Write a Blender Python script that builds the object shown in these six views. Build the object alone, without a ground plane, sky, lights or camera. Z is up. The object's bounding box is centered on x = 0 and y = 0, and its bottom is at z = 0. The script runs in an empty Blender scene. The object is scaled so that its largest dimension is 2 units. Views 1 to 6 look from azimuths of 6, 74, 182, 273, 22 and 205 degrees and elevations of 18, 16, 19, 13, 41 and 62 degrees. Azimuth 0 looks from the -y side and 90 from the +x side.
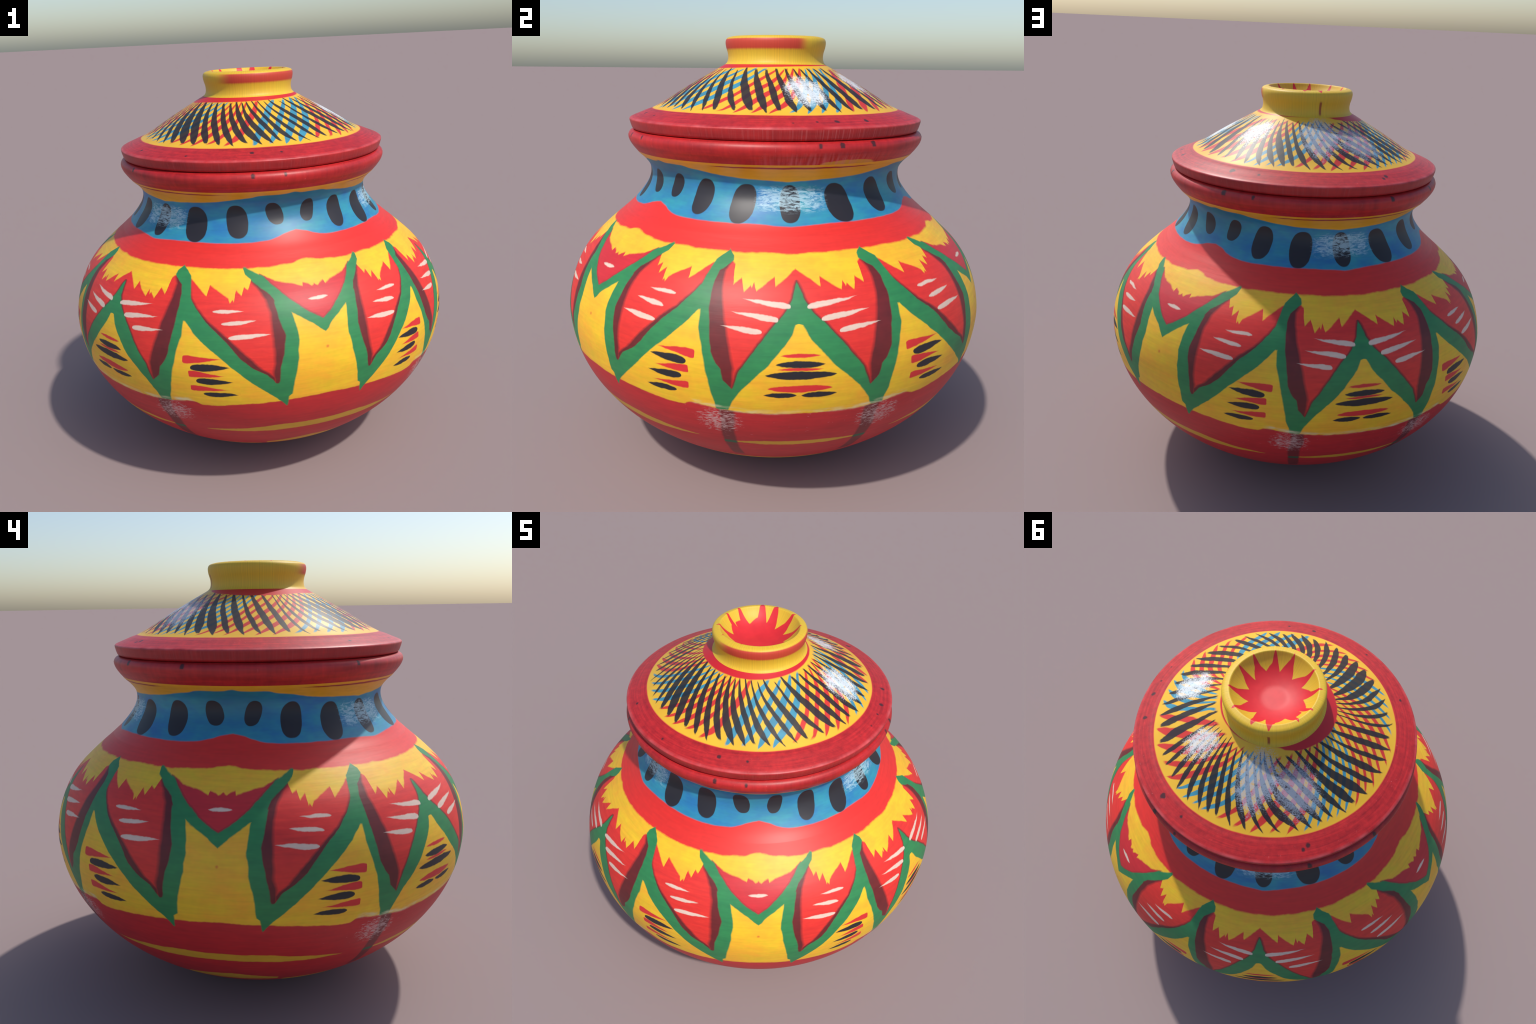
"""Painted clay pot with a lid: a lathe-turned round pot (body, neck, rim) closed by a
conical lid with a flat flange and a hollow knob.  All decoration is brush paint, built as
node masks in (angle, height) on the pot and in polar plan coordinates on the lid."""
import bpy, math
from mathutils import Vector

SEG = 288                      # segments around the axis

# ------------------------------------------------------------------ lathe profiles (radius, height)
BODY = [(0.0, 0.0), (.15, .005), (.30, .027), (.45, .0715), (.60, .1425), (.72, .2235), (.82, .3145),
        (.895, .410), (.945, .498), (.980, .593), (.9965, .683), (1.0, .740), (.9965, .782), (.984, .845),
        (.958, .920), (.921, .989), (.881, 1.041), (.845, 1.077), (.786, 1.130), (.735, 1.172), (.712, 1.192)]
NECK = [(.712, 1.192), (.675, 1.225), (.626, 1.283), (.600, 1.327), (.591, 1.366), (.596, 1.398), (.620, 1.431),
        (.648, 1.457), (.6545, 1.4655)]
RIM = [(.6545, 1.4655), (.666, 1.479), (.686, 1.510), (.691, 1.533), (.682, 1.550), (.664, 1.558), (.632, 1.556),
       (.604, 1.540), (.590, 1.500), (.580, 1.440)]
FLANGE = [(.600, 1.562), (.640, 1.5595), (.662, 1.560), (.671, 1.566), (.676, 1.578), (.6825, 1.6035), (.6815, 1.6085),
          (.676, 1.6125), (.658, 1.6205), (.639, 1.628), (.602, 1.643), (.578, 1.651)]
DOME = [(.578, 1.651), (.548, 1.666), (.520, 1.681), (.480, 1.7065), (.402, 1.7545), (.305, 1.8095), (.247, 1.8415), (.236, 1.848)]
KNOB = [(.236, 1.848), (.226, 1.858), (.221, 1.878), (.223, 1.900), (.2295, 1.922), (.2325, 1.940), (.232, 1.952),
        (.228, 1.9610), (.221, 1.9662), (.207, 1.9702), (.199, 1.9718), (.195, 1.9702), (.191, 1.9645), (.184, 1.954),
        (.165, 1.932), (.140, 1.912), (.110, 1.897), (.080, 1.887), (.060, 1.8828), (.02, 1.882), (0.0, 1.882)]


def smooth_profile(pts, step):
    """Centripetal Catmull-Rom through the control points, resampled to short steps."""
    p = [Vector(q) for q in pts]
    out = []
    for i in range(len(p) - 1):
        a = p[i - 1] if i else p[0] * 2 - p[1]
        b, c = p[i], p[i + 1]
        d = p[i + 2] if i + 2 < len(p) else p[-1] * 2 - p[-2]
        t0 = 0.0
        t1 = t0 + max((b - a).length, 1e-6) ** .5
        t2 = t1 + max((c - b).length, 1e-6) ** .5
        t3 = t2 + max((d - c).length, 1e-6) ** .5
        n = max(2, int(math.ceil((c - b).length / step)))
        for k in range(n):
            t = t1 + (t2 - t1) * k / n
            a1 = a * ((t1 - t) / (t1 - t0)) + b * ((t - t0) / (t1 - t0))
            a2 = b * ((t2 - t) / (t2 - t1)) + c * ((t - t1) / (t2 - t1))
            a3 = c * ((t3 - t) / (t3 - t2)) + d * ((t - t2) / (t3 - t2))
            b1 = a1 * ((t2 - t) / (t2 - t0)) + a2 * ((t - t0) / (t2 - t0))
            b2 = a2 * ((t3 - t) / (t3 - t1)) + a3 * ((t - t1) / (t3 - t1))
            out.append(b1 * ((t2 - t) / (t2 - t1)) + b2 * ((t - t1) / (t2 - t1)))
    out.append(p[-1])
    for q in out:
        q.x = max(q.x, 0.0)
    return out


def lathe_group(sections, step):
    """Turn several profile sections as one surface, then hand back one mesh per section whose
    border rings coincide and whose normals are those of the whole surface."""
    cuts = [0]
    ctrl = []
    for s in sections:
        ctrl += s if not ctrl else s[1:]
    rings = smooth_profile(ctrl, step)
    # find section ends in the resampled profile
    idx = 0
    for s in sections:
        end = Vector(s[-1])
        best = min(range(idx, len(rings)), key=lambda i: (rings[i] - end).length)
        cuts.append(best)
        idx = best
    nrm = []
    for i in range(len(rings)):
        d = rings[min(i + 1, len(rings) - 1)] - rings[max(i - 1, 0)]
        n = Vector((d.y, -d.x))
        if rings[i].x < 1e-5:
            n = Vector((0, -1 if i == 0 else 1))
        nrm.append(n.normalized())
    out = []
    for k in range(len(sections)):
        out.append((rings[cuts[k]:cuts[k + 1] + 1], nrm[cuts[k]:cuts[k + 1] + 1]))
    return out


def lathe_mesh(name, rings, normals):
    verts, norms, faces, rows = [], [], [], []
    for r, n in zip(rings, normals):
        if r.x < 1e-5:
            rows.append([len(verts)] * SEG)
            verts.append((0, 0, r.y)); norms.append((0, 0, n.y))
        else:
            row = []
            for j in range(SEG):
                a = 2 * math.pi * j / SEG
                s, c = math.sin(a), -math.cos(a)
                row.append(len(verts))
                verts.append((r.x * s, r.x * c, r.y))
                norms.append((n.x * s, n.x * c, n.y))
            rows.append(row)
    for lo, hi in zip(rows[:-1], rows[1:]):
        for j in range(SEG):
            k = (j + 1) % SEG
            f = [lo[j], lo[k], hi[k], hi[j]]
            g = []
            for v in f:
                if v not in g:
                    g.append(v)
            if len(g) > 2:
                faces.append(g)
    me = bpy.data.meshes.new(name)
    me.from_pydata(verts, [], faces)
    me.polygons.foreach_set("use_smooth", [True] * len(me.polygons))
    me.update()
    me.normals_split_custom_set_from_vertices(norms)
    return me


# ------------------------------------------------------------------ node-expression helper
class N:
    """A float socket with arithmetic, so masks can be written as formulas."""
    def __init__(self, g, s):
        self.g, self.s = g, s

    def _m(self, op, *a, clamp=False):
        return self.g.math(op, self, *a, clamp=clamp)
    def __add__(self, o): return self._m('ADD', o)
    __radd__ = __add__
    def __sub__(self, o): return self._m('SUBTRACT', o)
    def __rsub__(self, o): return self.g.math('SUBTRACT', o, self)
    def __mul__(self, o): return self._m('MULTIPLY', o)
    __rmul__ = __mul__
    def __truediv__(self, o): return self._m('DIVIDE', o)
    def __neg__(self): return self._m('MULTIPLY', -1.0)
    def abs(self): return self._m('ABSOLUTE')
    def pow(self, e): return self._m('POWER', e)
    def min(self, o): return self._m('MINIMUM', o)
    def max(self, o): return self._m('MAXIMUM', o)
    def clamp(self): return self.g.math('ADD', self, 0.0, clamp=True)
    def step(self, eps):
        """1 where the value is positive, with a soft edge of width eps."""
        return self.g.math('MULTIPLY_ADD', self, 1.0 / eps, 0.5, clamp=True)
    def inv(self): return 1.0 - self


def srgb(r, g, b):
    f = lambda c: c / 12.92 if c <= .04045 else ((c + .055) / 1.055) ** 2.4
    return tuple(f(c / 255.0) for c in (r, g, b)) + (1.0,)


class Graph:
    def __init__(self, name):
        m = bpy.data.materials.new(name)
        m.use_nodes = True
        self.mat, self.t = m, m.node_tree
        self.t.nodes.clear()
        self.out = self.t.nodes.new('ShaderNodeOutputMaterial')
        self.bsdf = self.t.nodes.new('ShaderNodeBsdfPrincipled')
        self.t.links.new(self.bsdf.outputs[0], self.out.inputs[0])
        tc = self.t.nodes.new('ShaderNodeTexCoord')
        self.obj = tc.outputs['Object']
        sp = self.t.nodes.new('ShaderNodeSeparateXYZ')
        self.t.links.new(self.obj, sp.inputs[0])
        self.x, self.y, self.z = (N(self, o) for o in sp.outputs)

    def put(self, sock, v):
        if isinstance(v, N):
            self.t.links.new(v.s, sock)
        elif hasattr(v, 'is_output'):
            self.t.links.new(v, sock)
        else:
            sock.default_value = v

    def math(self, op, *a, clamp=False):
        n = self.t.nodes.new('ShaderNodeMath')
        n.operation, n.use_clamp = op, clamp
        for i, v in enumerate(a):
            self.put(n.inputs[i], v)
        return N(self, n.outputs[0])

    def azimuth(self):
        """degrees, 0 on -y, 90 on +x, range 0..360"""
        a = self.math('ARCTAN2', self.x, -self.y) * (180 / math.pi)
        return self.math('WRAP', a, 360.0, 0.0)

    def radius(self):
        return (self.x * self.x + self.y * self.y).pow(.5)

    def curve(self, x, pts, smooth=False):
        """Piecewise curve y(x) through control points (a Float Curve node)."""
        xs = [p[0] for p in pts]; ys = [p[1] for p in pts]
        x0, x1, y0, y1 = min(xs), max(xs), min(ys), max(ys)
        if y1 - y0 < 1e-6:
            y1 = y0 + 1e-3
        n = self.t.nodes.new('ShaderNodeFloatCurve')
        c = n.mapping.curves[0]
        while len(c.points) < len(pts):
            c.points.new(.5, .5)
        for p, q in zip(c.points, sorted(pts)):
            p.location = ((q[0] - x0) / (x1 - x0), (q[1] - y0) / (y1 - y0))
            p.handle_type = 'AUTO_CLAMPED' if smooth else 'VECTOR'
        n.mapping.update()
        u = self.math('MULTIPLY_ADD', x, 1 / (x1 - x0), -x0 / (x1 - x0), clamp=True)
        self.put(n.inputs['Factor'], 1.0)
        self.put(n.inputs['Value'], u)
        return self.math('MULTIPLY_ADD', N(self, n.outputs[0]), y1 - y0, y0)

    def noise(self, vec, scale, detail=2.0, rough=.5, dist=0.0):
        n = self.t.nodes.new('ShaderNodeTexNoise')
        n.inputs['Scale'].default_value = scale
        n.inputs['Detail'].default_value = detail
        n.inputs['Roughness'].default_value = rough
        n.inputs['Distortion'].default_value = dist
        self.put(n.inputs['Vector'], vec)
        return N(self, n.outputs[0])

    def vec(self, x, y, z):
        n = self.t.nodes.new('ShaderNodeCombineXYZ')
        for i, v in enumerate((x, y, z)):
            self.put(n.inputs[i], v)
        return n.outputs[0]

    def scaled(self, sx, sy, sz):
        return self.vec(self.x * sx, self.y * sy, self.z * sz)

    def white(self, v):
        n = self.t.nodes.new('ShaderNodeTexWhiteNoise')
        n.noise_dimensions = '1D'
        self.put(n.inputs['W'], v)
        return N(self, n.outputs['Value'])

    def mix(self, fac, a, b, mode='MIX'):
        n = self.t.nodes.new('ShaderNodeMix')
        n.data_type, n.blend_type = 'RGBA', mode
        self.put(n.inputs[0], fac)
        self.put(n.inputs[6], a)
        self.put(n.inputs[7], b)
        return n.outputs[2]

    def finish(self, color, rough=.4, bump=None, bump_dist=.002):
        self.put(self.bsdf.inputs['Base Color'], color)
        self.put(self.bsdf.inputs['Roughness'], rough)
        self.bsdf.inputs['Specular IOR Level'].default_value = .5
        if bump is not None:
            b = self.t.nodes.new('ShaderNodeBump')
            b.inputs['Strength'].default_value = .5
            b.inputs['Distance'].default_value = bump_dist
            self.put(b.inputs['Height'], bump)
            self.t.links.new(b.outputs[0], self.bsdf.inputs['Normal'])
        return self.mat


# ------------------------------------------------------------------ paints
YELLOW = srgb(240, 184, 38)
BAND_RED = srgb(222, 45, 37)
MAROON = srgb(98, 32, 38)
BLACK = srgb(36, 34, 40)
WHITE = srgb(224, 196, 178)
LID_RED = srgb(205, 36, 44)


def motif_coordinate(g):
    """Folded angle: the painted motif is mirrored about three 'valley' axes (t = 0) and three
    'peak' axes (t = 1); the two mirrored halves are 56.7 and 63.3 degrees wide."""
    phi = g.math('WRAP', g.azimuth() - 22.8, 56.7, -63.3)
    return (phi / 56.7).max(phi / -63.3)


def hand_wobble(g, amount, scale=9.0):
    return (g.noise(g.obj, scale, 2.0) - .5) * amount


def brush_grain(g, color, strength=.16):
    """Horizontal brush marks and fine mottling in the paint."""
    a = g.azimuth() * (1 / 57.3)
    streak = g.noise(g.vec(a * 3.0, g.radius() * 30.0, g.z * 34.0), 2.2, 3.0, .6)
    fleck = g.noise(g.obj, 38.0, 2.0)
    f = 1.0 + (streak - .5) * (strength * 2.4) + (fleck - .5) * strength
    return g.mix(1.0, color, g.vec(f, f, f), 'MULTIPLY')


def lens(g, t, z, t0, t1, z0, z1, h, peak, eps=.004):
    """Tapered brush dab from (t0,z0) to (t1,z1), half-thickness h, fattest at fraction `peak`."""
    u = g.math('MULTIPLY_ADD', t, 1 / (t1 - t0), -t0 / (t1 - t0), clamp=True)
    a, b = 1.2 * peak, 1.2 * (1 - peak)
    prof = u.pow(a) * (1.0 - u).pow(b) * (h * .95 / (peak ** a * (1 - peak) ** b))
    zc = u * (z1 - z0) + z0
    return (prof - (z - zc).abs() - .0021).step(eps)


def body_material():
    g = Graph('body_paint')
    t = motif_coordinate(g) + hand_wobble(g, .012, 16.0)
    z = g.z + hand_wobble(g, .010, 14.0) + hand_wobble(g, .004, 60.0)
    E = .006

    hue = g.noise(g.scaled(1, 1, 2), 7.0, 3.0, .65)
    col = g.mix(((hue - .35) * 3.3).clamp(), srgb(243, 176, 42), srgb(236, 192, 38))

    # --- red fields of the three kinds of petal, then their ragged yellow fringes
    v_hi = g.curve(t, [(0, .948), (.043, .972), (.078, .996), (.13, 1.033), (.169, 1.062), (.212, 1.093), (.245, 1.118), (.279, 1.129), (.332, 1.151), (.345, 1.150)])
    v_lo = g.curve(t, [(0, .896), (.045, .934), (.095, .965), (.131, .986), (.17, .99), (.20, 1.03), (.22, 1.057), (.277, 1.091), (.332, 1.123), (.347, 1.150)])
    v_fringe = g.curve(t, [(0, 1.078), (.008, 1.072), (.018, 1.069), (.030, 1.078), (.057, 1.085), (.060, 1.071), (.10, 1.084), (.128, 1.089), (.188, 1.099), (.245, 1.12), (.30, 1.14)])
    in_v = (v_fringe - z).step(E) * (z - v_hi + .008).step(E) * (.262 - t).step(E)

    leg1_r = g.curve(z, [(.689, .206), (.701, .202), (.747, .198), (.796, .189), (.842, .178), (.90, .170), (.964, .188), (1.03, .204), (1.057, .22), (1.091, .277), (1.123, .332), (1.14, .345)])
    diag1_l = g.curve(z, [(.689, .216), (.735, .251), (.767, .304), (.806, .350), (.842, .377), (.90, .430), (.956, .499), (1.003, .547), (1.038, .581), (1.073, .596), (1.10, .607), (1.117, .615), (1.149, .671)])
    in_a = (t - leg1_r).step(E) * (diag1_l - t).step(E) * (z - .689).step(E)
    fr_a = g.curve(t, [(.300, 1.115), (.318, 1.074), (.340, 1.084), (.347, 1.052), (.358, 1.060), (.377, 1.074), (.381, 1.032), (.388, 1.040), (.397, 1.029), (.407, 1.046), (.450, 1.066), (.503, 1.088), (.510, 1.051), (.606, 1.106)])
    wide_a = (t - leg1_r + .008).step(E) * (diag1_l + .008 - t).step(E) * (z - .676).step(E)
    red_a = wide_a * (fr_a - z).step(E)

    leg2_r = g.curve(z, [(.667, .741), (.703, .708), (.749, .698), (.772, .678), (.813, .659), (.881, .649), (.946, .638), (1.009, .633), (1.053, .635), (1.085, .650), (1.115, .705), (1.131, .702), (1.153, .670)])
    diag2_l = g.curve(z, [(.667, .741), (.679, .747), (.75, .772), (.801, .810), (.853, .847), (.921, .905), (.958, .946), (1.003, .978), (1.047, .993), (1.062, 1.003), (1.07, 1.05)])
    in_b = (t - leg2_r).step(E) * (diag2_l - t).step(E) * (z - .667).step(E)
    fr_b = g.curve(t, [(.700, 1.113), (.717, 1.105), (.722, 1.043), (.754, 1.066), (.773, 1.022), (.800, 1.044), (.806, 1.034), (.814, 1.055), (.826, 1.025), (.904, 1.072), (.908, 1.040), (1.0, 1.097)])
    wide_b = (t - leg2_r + .008).step(E) * (diag2_l + .008 - t).step(E) * (z - .655).step(E)
    red_b = wide_b * (fr_b - z).step(E)

    petal_tone = g.noise(g.scaled(1, 1, 5), 11.0, 3.0, .6)
    petal_red = g.mix(petal_tone, srgb(206, 36, 36), srgb(236, 58, 44))
    col = g.mix(in_v, col, srgb(200, 38, 46))
    col = g.mix(red_a.max(red_b), col, petal_red)

    # --- maroon shading strokes along the petal edges
    d1 = g.curve(z, [(.689, .225), (.746, .228), (.786, .218), (.842, .217), (.904, .219), (.989, .225), (1.037, .24), (1.08, .275), (1.117, .325)])
    r1 = g.curve(z, [(.72, .218), (.743, .242), (.764, .272), (.80, .303), (.856, .360), (.914, .424), (.96, .489), (1.003, .538), (1.042, .578), (1.085, .603), (1.12, .62)])
    d2 = g.curve(z, [(.667, .742), (.754, .750), (.82, .734), (.904, .713), (.992, .690), (1.04, .678), (1.087, .680), (1.113, .702)])
    dark_a = wide_a * (d1 - t).step(.018).max((t - r1).step(.016))
    dark_b = wide_b * (d2 - t).step(.016).max((t - diag2_l + .008).step(.012))
    below = (fr_a - z).step(E).max((fr_b - z).step(E) * (t - .65).step(E))
    tone = g.noise(g.obj, 22.0, 2.0)
    col = g.mix(dark_a.max(dark_b) * below * .95, col, g.mix(tone, srgb(74, 27, 30), srgb(106, 30, 33)))
    col = g.mix((v_hi + .004 - z).step(.012) * in_v * .75, col, MAROON)

    # --- green strokes
    leg1_l = g.curve(z, [(.562, .172), (.585, .168), (.617, .165), (.629, .150), (.696, .142), (.753, .131), (.801, .121), (.833, .121), (.874, .113), (.939, .121), (.986, .131), (1.03, .175)])
    diag1_r = g.curve(z, [(.562, .175), (.581, .187), (.61, .212), (.643, .251), (.695, .309), (.756, .373), (.808, .431), (.854, .483), (.902, .540), (.962, .599)])
    leg2_l = g.curve(z, [(.565, .675), (.60, .671), (.64, .658), (.696, .649), (.767, .635), (.823, .622), (.895, .603), (.962, .600)])
    diag2_r = g.curve(z, [(.565, .722), (.60, .735), (.611, .741), (.671, .781), (.722, .830), (.775, .883), (.827, .925), (.881, .969), (.920, .987), (.926, 1.03)])
    m_arm = (v_hi - z).step(E) * (z - v_lo).step(E) * (.345 - t).step(E)
    upper2 = (t - diag1_l).step(E) * (leg2_r - t).step(E) * (z - .955).step(E) * (1.155 - z).step(E)
    leg1_only = (t - leg1_l).step(E) * (leg1_r - t).step(E) * (z - .68).step(E) * (1.03 - z).step(E)
    foot1 = (t - leg1_l).step(E) * (diag1_r - t).step(E) * (z - .564).step(E) * (.70 - z).step(E)
    diag1 = (t - diag1_l).step(E) * (diag1_r - t).step(E) * (z - .685).step(E) * (.965 - z).step(E)
    leg2 = (t - leg2_l).step(E) * (leg2_r - t).step(E) * (z - .66).step(E) * (.965 - z).step(E)
    foot2 = (t - leg2_l).step(E) * (diag2_r - t).step(E) * (z - .568).step(E) * (.68 - z).step(E)
    diag2 = (t - diag2_l).step(E) * (diag2_r - t).step(E) * (z - .66).step(E) * (1.06 - z).step(E)
    foot1 = foot1 * in_a.inv()
    foot2 = foot2 * in_b.inv()
    green = m_arm.max(leg1_only).max(foot1).max(diag1).max(upper2).max(leg2).max(foot2).max(diag2)

    # --- red shoulder band and lower red belly sit under the green stroke ends
    band_lo = g.curve(t, [(0, 1.164), (.014, 1.163), (.049, 1.159), (.077, 1.154), (.135, 1.151), (.19, 1.148), (.337, 1.146), (.66, 1.144), (1, 1.140)], True)
    shoulder = (z - band_lo).step(E)
    belly_top = g.curve(t, [(0, .606), (.068, .602), (.167, .597), (.277, .589), (.408, .577), (.50, .569), (.53, .570), (.576, .585), (.62, .580), (.735, .566), (.833, .561), (1, .561)], True)
    belly = (belly_top - z).step(E)
    belly_tone = g.noise(g.scaled(1, 1, 4), 9.0, 3.0)
    col = g.mix(shoulder, col, BAND_RED)
    col = g.mix(belly, col, g.mix(belly_tone, srgb(178, 36, 42), srgb(206, 42, 44)))
    gt = g.noise(g.scaled(1, 1, 2.5), 12.0, 3.0, .6)
    col = g.mix(green, col, g.mix(gt, srgb(36, 112, 72), srgb(52, 142, 78)))

    # --- yellow lining on the belly
    s_hi = g.curve(t, [(0, .433), (.14, .433), (.30, .418), (.55, .390)], True)
    s_lo = g.curve(t, [(0, .390), (.14, .389), (.30, .384), (.55, .388)], True)
    c_hi = g.curve(t, [(.732, .381), (.95, .391), (1, .391)], True)
    c_lo = g.curve(t, [(.732, .372), (.95, .364), (1, .364)], True)
    u_hi = g.curve(t, [(0, .275), (.115, .258), (.26, .232)], True)
    lining = ((s_hi - z).step(.005) * (z - s_lo).step(.005) * (.552 - t).step(.01)).max(
        (c_hi - z).step(.005) * (z - c_lo).step(.005) * (t - .735).step(.01)).max(
        (u_hi - z).step(.005) * (z - .205).step(.005) * (.262 - t).step(.01)).max(
        (.200 - z).step(.005) * (z - .165).step(.005) * (t - .3).step(.02))
    col = g.mix(lining, col, srgb(214, 164, 44))
    # the green stroke runs on as a thin dark streak, with a green touch on the lining
    st_l = g.curve(z, [(.24, .684), (.37, .676), (.44, .675), (.52, .686), (.58, .682)], True)
    streak = (t - st_l).step(.012) * (st_l + .060 - t).step(.012) * (z - .245).step(.03) * belly
    col = g.mix(streak * .8, col, srgb(92, 40, 42))
    touch = (t - .676).step(.008) * (.735 - t).step(.008) * (z - .364).step(.005) * (.381 - z).step(.005)
    col = g.mix(touch, col, srgb(44, 96, 66))

    # --- white dabs, red and black dabs
    white = None
    for d in [(.332, .474, 1.001, .998, .0088, .66), (.282, .432, .964, .951, .0105, .62), (.222, .402, .909, .896, .0125, .68),
              (.763, .968, 1.003, .977, .0122, .80), (.722, .918, .960, .935, .0132, .78), (.686, .855, .910, .892, .0120, .76),
              (-.052, .052, 1.026, 1.026, .0085, .5)]:
        m = lens(g, t, z, *d)
        white = m if white is None else white.max(m)
    col = g.mix(white, col, WHITE)
    red = None
    for d in [(.420, .594, .806, .797, .0205, .90), (.408, .569, .730, .733, .0195, .90), (.394, .567, .660, .662, .0180, .90),
              (.925, 1.075, .809, .809, .0105, .5), (.915, 1.085, .757, .757, .0085, .5), (.880, 1.120, .676, .676, .0180, .5)]:
        m = lens(g, t, z, *d)
        red = m if red is None else red.max(m)
    col = g.mix(red, col, srgb(215, 46, 46))
    black = None
    for d in [(.394, .560, .772, .763, .0195, .70), (.384, .538, .700, .700, .0185, .70), (.368, .513, .635, .633, .0155, .62),
              (.910, 1.090, .7755, .7755, .0165, .5), (.868, 1.132, .7325, .7325, .0200, .5), (.862, .994, .648, .648, .0145, .55)]:
        m = lens(g, t, z, *d)
        black = m if black is None else black.max(m)
    col = g.mix(black, col, BLACK)
    dot = (.005 - ((t * t) + (z - .832) * (z - .832)).pow(.5)).step(.008) * .7
    col = g.mix(dot, col, srgb(205, 70, 40))

    # --- pale streaked patch, specks and line low on the belly
    pale_zone = (1.0 - ((t - .675) / .11).pow(2.0) - ((z - .505) / .075).pow(2.0)).clamp()
    sc = g.noise(g.vec(g.azimuth() * .45, 0.0, g.z * 120.0), 1.6, 4.0, .70, .6)
    pale_streaks = (sc + pale_zone * .16 - .64).step(.10) * (pale_zone - .12).step(.22)
    specks = (g.noise(g.vec(g.azimuth() * .5, 0.0, g.z * 70.0), 1.3, 2.0) - .70).step(.05) * (1.0 - ((z - .50) / .10).pow(2.0)).clamp() * (t - .45).step(.2) * .55
    pale_line = (.009 - (z - belly_top - .007).abs()).step(.012) * (t - .57).step(.03) * ((g.noise(g.vec(g.azimuth() * .12, 0, g.z * 30), 2.0, 3.0) - .38) * 3.0).clamp()
    col = g.mix(pale_streaks * .72, col, srgb(206, 176, 172))
    col = g.mix(specks, col, srgb(220, 120, 130))
    col = g.mix(pale_line * (1.25 - (t - .68).abs() * 2.6).clamp(), col, srgb(222, 216, 176))

    col = brush_grain(g, col, .13)
    bump = g.noise(g.vec(g.azimuth() * .06, 0.0, g.z * 40.0), 2.0, 3.0)
    return g.finish(col, .50, bump, .0010)


def neck_material():
    g = Graph('neck_paint')
    t = motif_coordinate(g) + hand_wobble(g, .012, 16.0)
    z = g.z + hand_wobble(g, .006, 14.0)
    E = .005
    low = g.curve(t, [(0, 1.271), (.072, 1.262), (.138, 1.248), (.231, 1.237), (.35, 1.233), (.6, 1.232), (.74, 1.232), (1, 1.223)], True)
    top = g.curve(t, [(0, 1.449), (.1, 1.441), (.2, 1.442), (.29, 1.432), (.415, 1.422), (.46, 1.417), (.625, 1.405), (.917, 1.394), (1, 1.390)], True)
    tone = g.noise(g.scaled(1, 1, 2.2), 7.0, 3.0, .6)
    blue = g.mix(((tone - .32) * 2.8).clamp(), srgb(38, 116, 172), srgb(50, 148, 166))
    blue = g.mix((.26 - t).step(.30) * (z - 1.30).step(.10) * .5, blue, srgb(46, 116, 128))
    col = g.mix((z - low).step(E), BAND_RED, blue)
    col = g.mix((z - top).step(E), col, srgb(232, 170, 36))
    line = (g.curve(t, [(.38, -.002), (.55, .003), (1, .0048)]) - (z - 1.452).abs() - .0005).step(.003)
    col = g.mix(line, col, srgb(160, 36, 40))

    def oval(ct, cz, ht, hz, slant, e=2.3):
        a = ((t - ct - (z - cz) * slant) / ht).abs().pow(e)
        b = ((z - cz) / hz).abs().pow(e)
        return (1.0 - a - b).step(.12)
    ovals = oval(.130, 1.348, .060, .050, .32).max(oval(.393, 1.321, .076, .071, .18)).max(
        oval(.690, 1.306, .084, .0745, .22)).max(oval(1.0, 1.307, .066, .071, 0.0))
    col = g.mix(ovals, col, BLACK)
    # glossy highlight drawn as pale streaks around every peak axis
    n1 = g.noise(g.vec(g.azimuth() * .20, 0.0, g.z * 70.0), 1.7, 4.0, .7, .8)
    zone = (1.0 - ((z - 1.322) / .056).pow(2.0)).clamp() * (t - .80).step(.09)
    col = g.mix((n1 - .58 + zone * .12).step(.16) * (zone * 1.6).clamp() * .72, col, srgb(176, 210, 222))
    col = brush_grain(g, col, .12)
    return g.finish(col, .45)


def plan_red(g, base_dark, base_light):
    """Red with rings of shading darkened into it, in plan, with fine chips and paler rubbed spots."""
    r, az = g.radius(), g.azimuth()
    ring = g.noise(g.vec(az * .035, r * 70.0, 0.0), 1.4, 3.0, .6)
    plan = g.vec(g.x, g.y, 0.0)
    fleck = g.noise(plan, 34.0, 3.0, .6)
    col = g.mix(((ring * .62 + fleck * .5 - .36) * 2.4).clamp(), base_dark, base_light)
    where = (g.noise(plan, 4.0, 2.0) - .40).clamp() * 3.0
    chips = (g.noise(plan, 70.0, 3.0, .7) - .68).step(.08) * where.clamp() * .55
    col = g.mix(chips, col, srgb(228, 130, 126))
    return col


def plan_dots(g, col, dots, color):
    for az, r, size in dots:
        a = math.radians(az)
        px, py = r * math.sin(a), -r * math.cos(a)
        dx, dy = g.x - px, g.y - py
        m = (size - (dx * dx + dy * dy).pow(.5) + (g.noise(g.obj, 60.0, 1.0) - .5) * size).step(.006)
        col = g.mix(m * .9, col, color)
    return col


FLANGE_DOTS = [(88.8, .631, .006), (96.5, .631, .011), (109.4, .631, .010), (80, .640, .004), (150.4, .624, .014), (163, .626, .007),
               (216, .637, .008), (218.4, .624, .010), (309, .633, .007), (18, .626, .006), (5.8, .620, .009), (338, .640, .005)]
RIM_DOTS = [(88.7, .686, .007), (96.5, .686, .010), (109.1, .685, .011), (150.4, .686, .012), (163, .686, .007), (218, .686, .011),
            (309, .686, .008), (18, .686, .006), (5.8, .686, .009), (246, .686, .009)]


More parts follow.
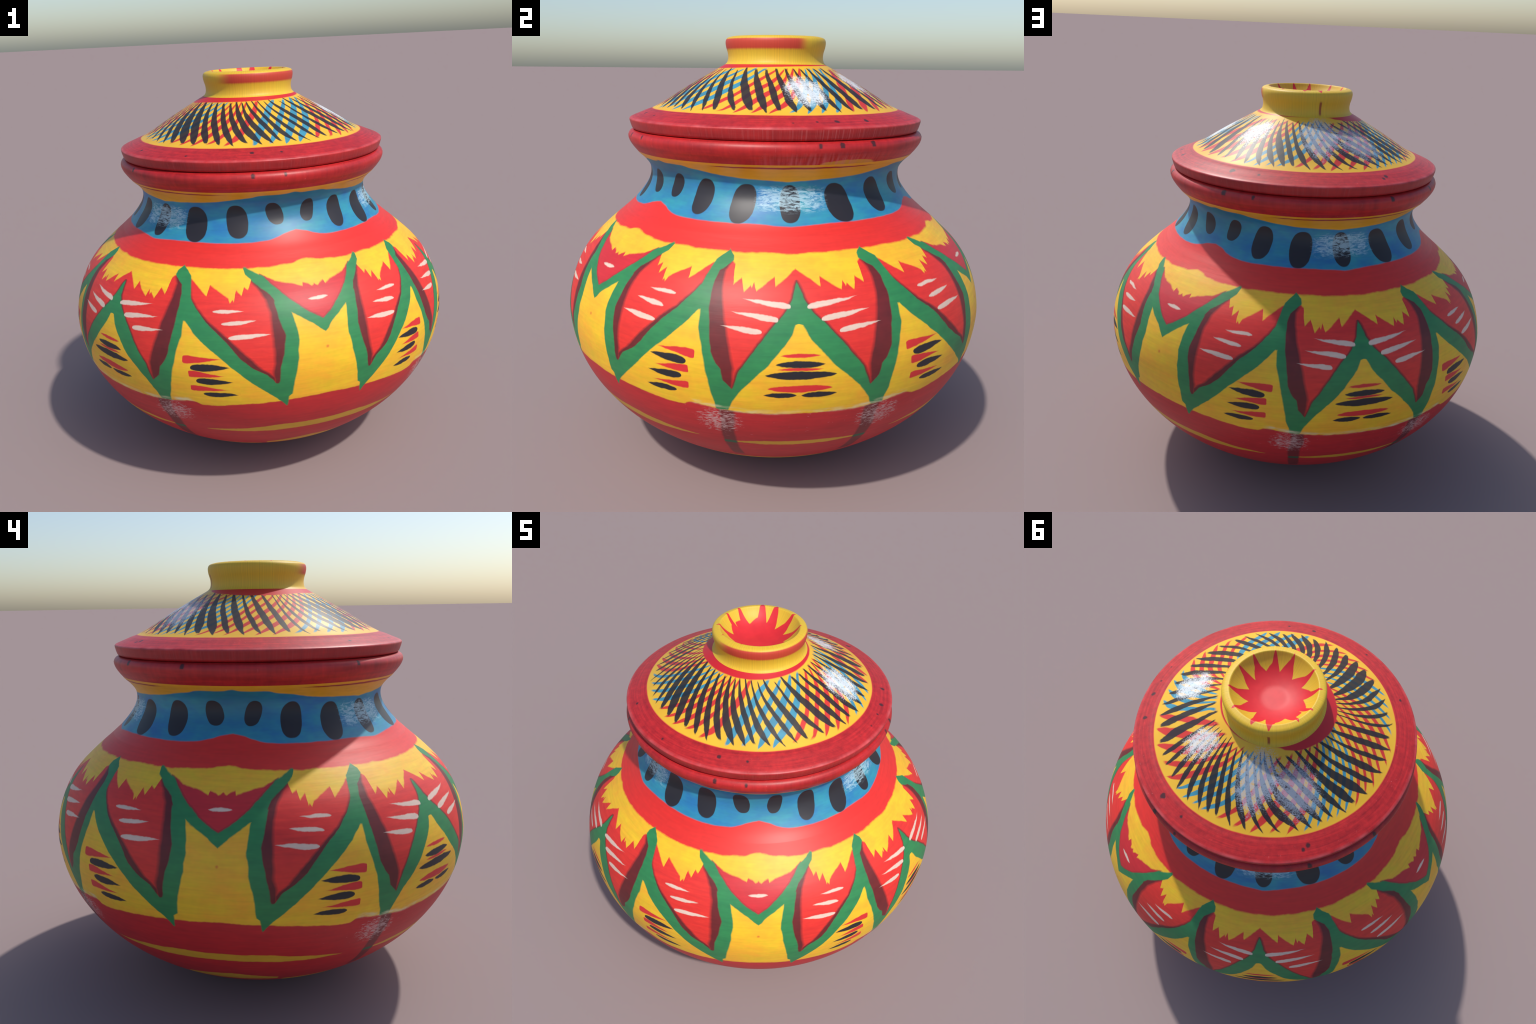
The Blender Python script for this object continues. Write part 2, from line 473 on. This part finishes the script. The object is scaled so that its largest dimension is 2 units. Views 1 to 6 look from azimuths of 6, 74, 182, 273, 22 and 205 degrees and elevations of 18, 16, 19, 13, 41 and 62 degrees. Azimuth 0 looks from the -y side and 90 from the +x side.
def rim_material():
    g = Graph('rim_paint')
    col = plan_red(g, srgb(148, 22, 28), srgb(204, 40, 40))
    az = g.azimuth()
    patch = (1.0 - ((az - 101.0) / 11.0).pow(2.0) - ((g.z - 1.466) / .018).pow(2.0) + (g.noise(g.obj, 30.0, 2.0) - .5) * .8).step(.3)
    col = g.mix(patch * .85, col, srgb(206, 160, 50))
    rub = (g.noise(g.vec(az * .8, 0, g.z * 8), 1.0, 2.0) - .52).step(.2) * (1.0 - ((az - 92.0) / 28.0).pow(2.0)).clamp() * (1.505 - g.z).step(.03)
    col = g.mix(rub * .45, col, srgb(214, 120, 125))
    col = g.mix((g.z - 1.533).step(.004), col, plan_dots(g, col, RIM_DOTS, srgb(52, 30, 34)))
    return g.finish(col, .45)


def flange_material():
    g = Graph('flange_paint')
    col = plan_red(g, srgb(146, 22, 28), srgb(208, 42, 42))  # red taken darker, partway to the shaded front of the flange
    az = g.azimuth()
    # run marks down the upright edge
    edge = (1.604 - g.z).step(.006)
    runs = g.noise(g.vec(az * 1.1, 0.0, 0.0), 1.0, 3.0, .7)
    col = g.mix((runs - .42).step(.5) * edge * .55, col, srgb(150, 40, 42))
    pale = (runs - .60).step(.20) * edge * (.14 + (1.0 - ((az - 95.0) / 40.0).pow(2.0)).clamp() * .4)
    col = g.mix(pale, col, srgb(220, 120, 120))
    pale_lip = (.004 - (g.z - 1.6105).abs()).step(.005) * (g.noise(g.vec(az * .12, 0, 0), 1.0, 3.0) - .35).clamp() * 1.6
    col = g.mix(pale_lip.clamp(), col, srgb(226, 110, 112))
    col = plan_dots(g, col, FLANGE_DOTS, srgb(50, 28, 34))
    return g.finish(col, .45)


# outer ends of the black strokes (degrees) and how far each swings back towards the knob
BLACK_OUT = [3, 9.5, 15.6, 20, 27, 33.6, 40.3, 46.5, 55.5, 63, 69.5, 75.5, 82, 88.7, 96, 102.3, 109, 115.5, 124.8, 133.3, 138.3,
             145.5, 151.6, 159.1, 166.5, 171.5, 176.1, 183, 190.3, 197.2, 205, 214, 220, 226.5, 232, 238.3, 245, 252.3, 259.3,
             265.8, 273, 279.4, 286.5, 293.5, 301, 308.5, 315, 321.5, 329.3, 336, 343, 349.5, 356]
BLACK_SWING = [(0, -16), (20, -17), (40, -19), (60, -18), (75, -10), (85, -6), (105, -5), (125, -1), (138, -2), (150, -6),
               (170, -13), (190, -15), (205, -18), (220, -24), (232, -25), (245, -17), (262, -16), (280, -12), (294, -8), (308, -16),
               (330, -23), (343, -18), (360, -16)]
# the coloured strokes come in alternating groups of red (1) and blue (0)
TINT_OUT = [(8, 0), (16, 0), (23.5, 0), (31, 0), (41, 1), (51, 1), (58, 1), (66, 1), (74, 1), (82, 0), (89, 0), (95, 0), (102, 0),
            (110, 1), (118, 1), (128, 1), (138, 1), (147, 1), (154, 0), (159.5, 0), (164.5, 0), (169.5, 0), (179, 1), (188, 1), (196, 1),
            (205, 1), (213, 1), (221, 0), (226, 0), (231, 0), (236, 0), (241, 0), (248, 1), (254, 1), (260.5, 1), (267, 1), (274, 1), (282, 1),
            (291, 0), (299, 0), (306, 0), (314, 0), (323, 1), (331, 1), (338, 1), (345, 1), (355, 1)]
TINT_SWING = [(0, 18), (24, 30), (45, 34), (60, 24), (80, 20), (100, 14), (112, 28), (130, 34), (150, 24), (165, 24), (180, 31), (210, 34),
              (235, 30), (260, 34), (290, 30), (310, 30), (325, 24), (345, 17), (360, 18)]


def swing(table, a):
    a %= 360
    for (x0, y0), (x1, y1) in zip(table[:-1], table[1:]):
        if x0 <= a <= x1:
            return y0 + (y1 - y0) * (a - x0) / (x1 - x0)
    return table[-1][1]


def stroke_index(g, az, s, out, table):
    """Continuous stroke number at angle az, blended between the strokes' inner (s=0) and outer (s=1) ends."""
    n = len(out)
    def ramp(angles):
        pts = []
        for k in range(-8, n + 8):
            a = angles[k % n] + 360.0 * (k // n)
            pts.append((a, float(k)))
        pts.sort()
        keep = [p for p in pts if -14 <= p[0] <= 374]
        return g.curve(az, keep)
    inner = [a + swing(table, a) for a in out]
    return ramp(inner) * (1.0 - s) + ramp(out) * s


def dome_material():
    g = Graph('dome_paint')
    r, az = g.radius(), g.azimuth()
    jitter = (g.noise(g.vec(g.x, g.y, 0.0), 9.0, 2.0) - .5)
    s = (r - .28) / .26
    tone = g.noise(g.vec(g.x, g.y, 0.0), 6.0, 3.0, .6)
    col = g.mix(tone, srgb(222, 162, 40), srgb(240, 194, 54))

    # coloured cross-strokes
    n = len(TINT_OUT)
    idx = stroke_index(g, az, s, [a for a, _ in TINT_OUT], TINT_SWING) + jitter * .35
    cell = g.math('FLOOR', idx + .5)
    off = (idx - cell).abs()
    num = g.math('WRAP', cell, float(n), 0.0)
    rnd = g.white(num + 3.7)
    w = (rnd * .12 + .20) * g.curve(s, [(-.10, .35), (.12, .75), (.45, 1.0), (.80, .95), (1.0, .55), (1.10, 0.0)], True)
    ends = (1.02 + rnd * .10 - s).step(.05) * (s + .02 + rnd * .05).step(.05)
    tint = (w - off).step(.07) * ends
    isred = g.curve(num, [q for k, (_, c) in enumerate(TINT_OUT) for q in ((k - .3, c), (k + .3, c))])
    blue = g.mix(g.noise(g.obj, 14.0, 2.0), srgb(28, 112, 142), srgb(42, 158, 188))
    col = g.mix(tint * .96, col, g.mix(isred, blue, LID_RED))

    # black strokes on top
    m = len(BLACK_OUT)
    idx = stroke_index(g, az, s, BLACK_OUT, BLACK_SWING) + jitter * .30
    cell = g.math('FLOOR', idx + .5)
    off = (idx - cell).abs()
    num = g.math('WRAP', cell, float(m), 0.0)
    rnd, rnd2 = g.white(num + 11.3), g.white(num + 71.9)
    heavy = g.curve(num, [(0, .31), (1, .34), (2, .33), (3, .20), (8, .20), (10, .27), (14, .22), (20, .24), (27, .27), (34, .25), (37, .27), (40, .22), (43, .19), (46, .23), (48, .34), (50, .29), (52, .30)])
    w = (heavy * 1.12 + (rnd - .5) * .13) * g.curve(s, [(-.12, .25), (.10, .62), (.40, 1.0), (.72, 1.10), (.88, .85), (1.0, .40), (1.09, 0.0)], True)
    w = w + (g.noise(g.vec(g.x, g.y, 0.0), 45.0, 2.0) - .5) * .12
    ends = (1.0 + rnd2 * .09 - s).step(.035) * (s + rnd * .10).step(.04)
    ink = (w - off).step(.06) * ends
    col = g.mix(ink * .97, col, srgb(31, 31, 37))

    # crimson ring at the foot of the knob, set slightly off centre
    ring = g.curve(az, [(0, .268), (60, .258), (114, .246), (160, .240), (200, .235), (216, .250), (240, .272), (280, .287), (300, .280), (330, .270), (360, .268)], True)
    col = g.mix((ring - r + jitter * .008).step(.005), col, srgb(200, 32, 42))

    # reflections off the lid painted into the colour (streaked along the brushing)
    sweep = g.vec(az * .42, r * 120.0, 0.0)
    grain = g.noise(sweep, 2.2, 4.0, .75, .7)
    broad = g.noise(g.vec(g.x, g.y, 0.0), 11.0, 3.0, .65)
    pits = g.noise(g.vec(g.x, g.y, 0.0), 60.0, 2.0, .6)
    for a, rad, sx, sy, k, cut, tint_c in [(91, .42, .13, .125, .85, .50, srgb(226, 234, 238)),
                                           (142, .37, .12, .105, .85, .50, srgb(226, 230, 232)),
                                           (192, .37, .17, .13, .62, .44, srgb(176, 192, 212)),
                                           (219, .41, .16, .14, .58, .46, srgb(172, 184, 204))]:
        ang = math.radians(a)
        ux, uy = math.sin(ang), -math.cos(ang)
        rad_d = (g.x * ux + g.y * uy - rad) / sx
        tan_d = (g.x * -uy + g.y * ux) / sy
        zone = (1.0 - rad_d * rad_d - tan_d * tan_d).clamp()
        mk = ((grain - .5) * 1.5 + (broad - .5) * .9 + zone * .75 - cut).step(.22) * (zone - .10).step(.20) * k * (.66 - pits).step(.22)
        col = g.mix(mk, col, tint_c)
    # outer border where the flange red laps over
    col = g.mix((r - .575 + jitter * .004).step(.005), col, srgb(205, 42, 48))
    return g.finish(col, .45)




def knob_material():
    g = Graph('knob_paint')
    r, az = g.radius(), g.azimuth()
    plan = g.vec(g.x, g.y, 0.0)
    runs = g.noise(g.vec(az * .75, 0.0, 0.0), 1.0, 4.0, .7)
    drift = g.noise(g.vec(az * .03, 0.0, 0.0), 1.0, 2.0)
    yellow = g.mix(((runs - .3) * 2.5).clamp(), g.mix(drift, srgb(206, 156, 40), srgb(196, 172, 52)), g.mix(drift, srgb(240, 184, 44), srgb(228, 200, 52)))
    col = g.mix(0.0, yellow, yellow)
    # red band brushed on the front half of the lip
    front = g.curve(az, [(0, 1), (95, 1), (118, 0), (312, 0), (352, 1), (360, 1)], True)
    band = (front + (runs - .5) * .6 - .5).step(.9) * (g.z - 1.914 - (runs - .5) * .010).step(.010) * (1.9590 - g.z).step(.005) * (r - .20).step(.005)
    col = g.mix(band * .92, col, g.mix(runs, srgb(170, 30, 40), srgb(216, 46, 54)))
    # sunburst in the bowl: radius of the red field against angle
    ray = g.curve(az, RAYS)
    inside = (ray - r + (g.noise(plan, 40.0, 2.0) - .5) * .006).step(.004)
    bowl = (g.z - 1.958).step(.003).max((.19 - r).step(.004))
    tone = g.noise(plan, 16.0, 3.0, .6)
    col = g.mix(inside * bowl, col, g.mix(tone, srgb(196, 30, 42), srgb(226, 46, 52)))
    # a drip below one ray
    drip = (1.5 - (az - 198.8).abs()).step(1.0) * (1.921 - g.z).step(.012) * (g.z - 1.858).step(.012) * (r - .2).step(.01)
    col = g.mix(drip * .85, col, srgb(140, 34, 38))
    return g.finish(col, .52)



# sunburst: (angle, tip radius) of each ray and (angle, radius) of each notch between rays
RAY_TIPS = [(23, .204, 2.2), (53, .205, 2.2), (78, .200, 2.0), (113, .209, 2.4), (146, .218, 3.4), (178, .221, 5.0), (199, .231, 5.0),
            (235, .215, 3.0), (258, .215, 2.6), (290.5, .222, 2.4), (321, .209, 2.2), (357, .205, 1.8)]
RAY_NOTCHES = [(14.0, .127), (41, .134), (70.4, .119), (98, .116), (129.3, .118), (163.2, .115), (189, .133), (225.7, .135),
               (254.2, .124), (282.5, .131), (312, .127), (342.3, .117)]
RAYS = list(RAY_NOTCHES)
for a, rt, hw in RAY_TIPS:
    RAYS += [(a, rt), (a - hw, .186), (a + hw, .186), (a - hw - 2.4, .162), (a + hw + 2.4, .162)]
RAYS = sorted(p for p in RAYS + [(0.0, .182), (360.0, .190)] if 0 <= p[0] <= 360)

# ------------------------------------------------------------------ assembly
def empty(name):
    o = bpy.data.objects.new(name, None)
    o.empty_display_size = .2
    bpy.context.scene.collection.objects.link(o)
    return o


def part(name, section, mat, parent):
    me = lathe_mesh(name, *section)
    me.materials.append(mat)
    o = bpy.data.objects.new(name, me)
    bpy.context.scene.collection.objects.link(o)
    o.parent = parent
    return o


pot = empty('painted_pot')
pot["label"] = "round clay pot with lid, painted red, yellow, green and blue"
pot["category"] = "painted pot"

body_s, neck_s, rim_s = lathe_group([BODY, NECK, RIM], .012)
part('body', body_s, body_material(), pot)
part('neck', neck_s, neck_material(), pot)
part('rim', rim_s, rim_material(), pot)
flange_s, dome_s, knob_s = lathe_group([FLANGE, DOME, KNOB], .006)
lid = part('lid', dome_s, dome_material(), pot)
part('lid_flange', flange_s, flange_material(), lid)
part('knob', knob_s, knob_material(), lid)
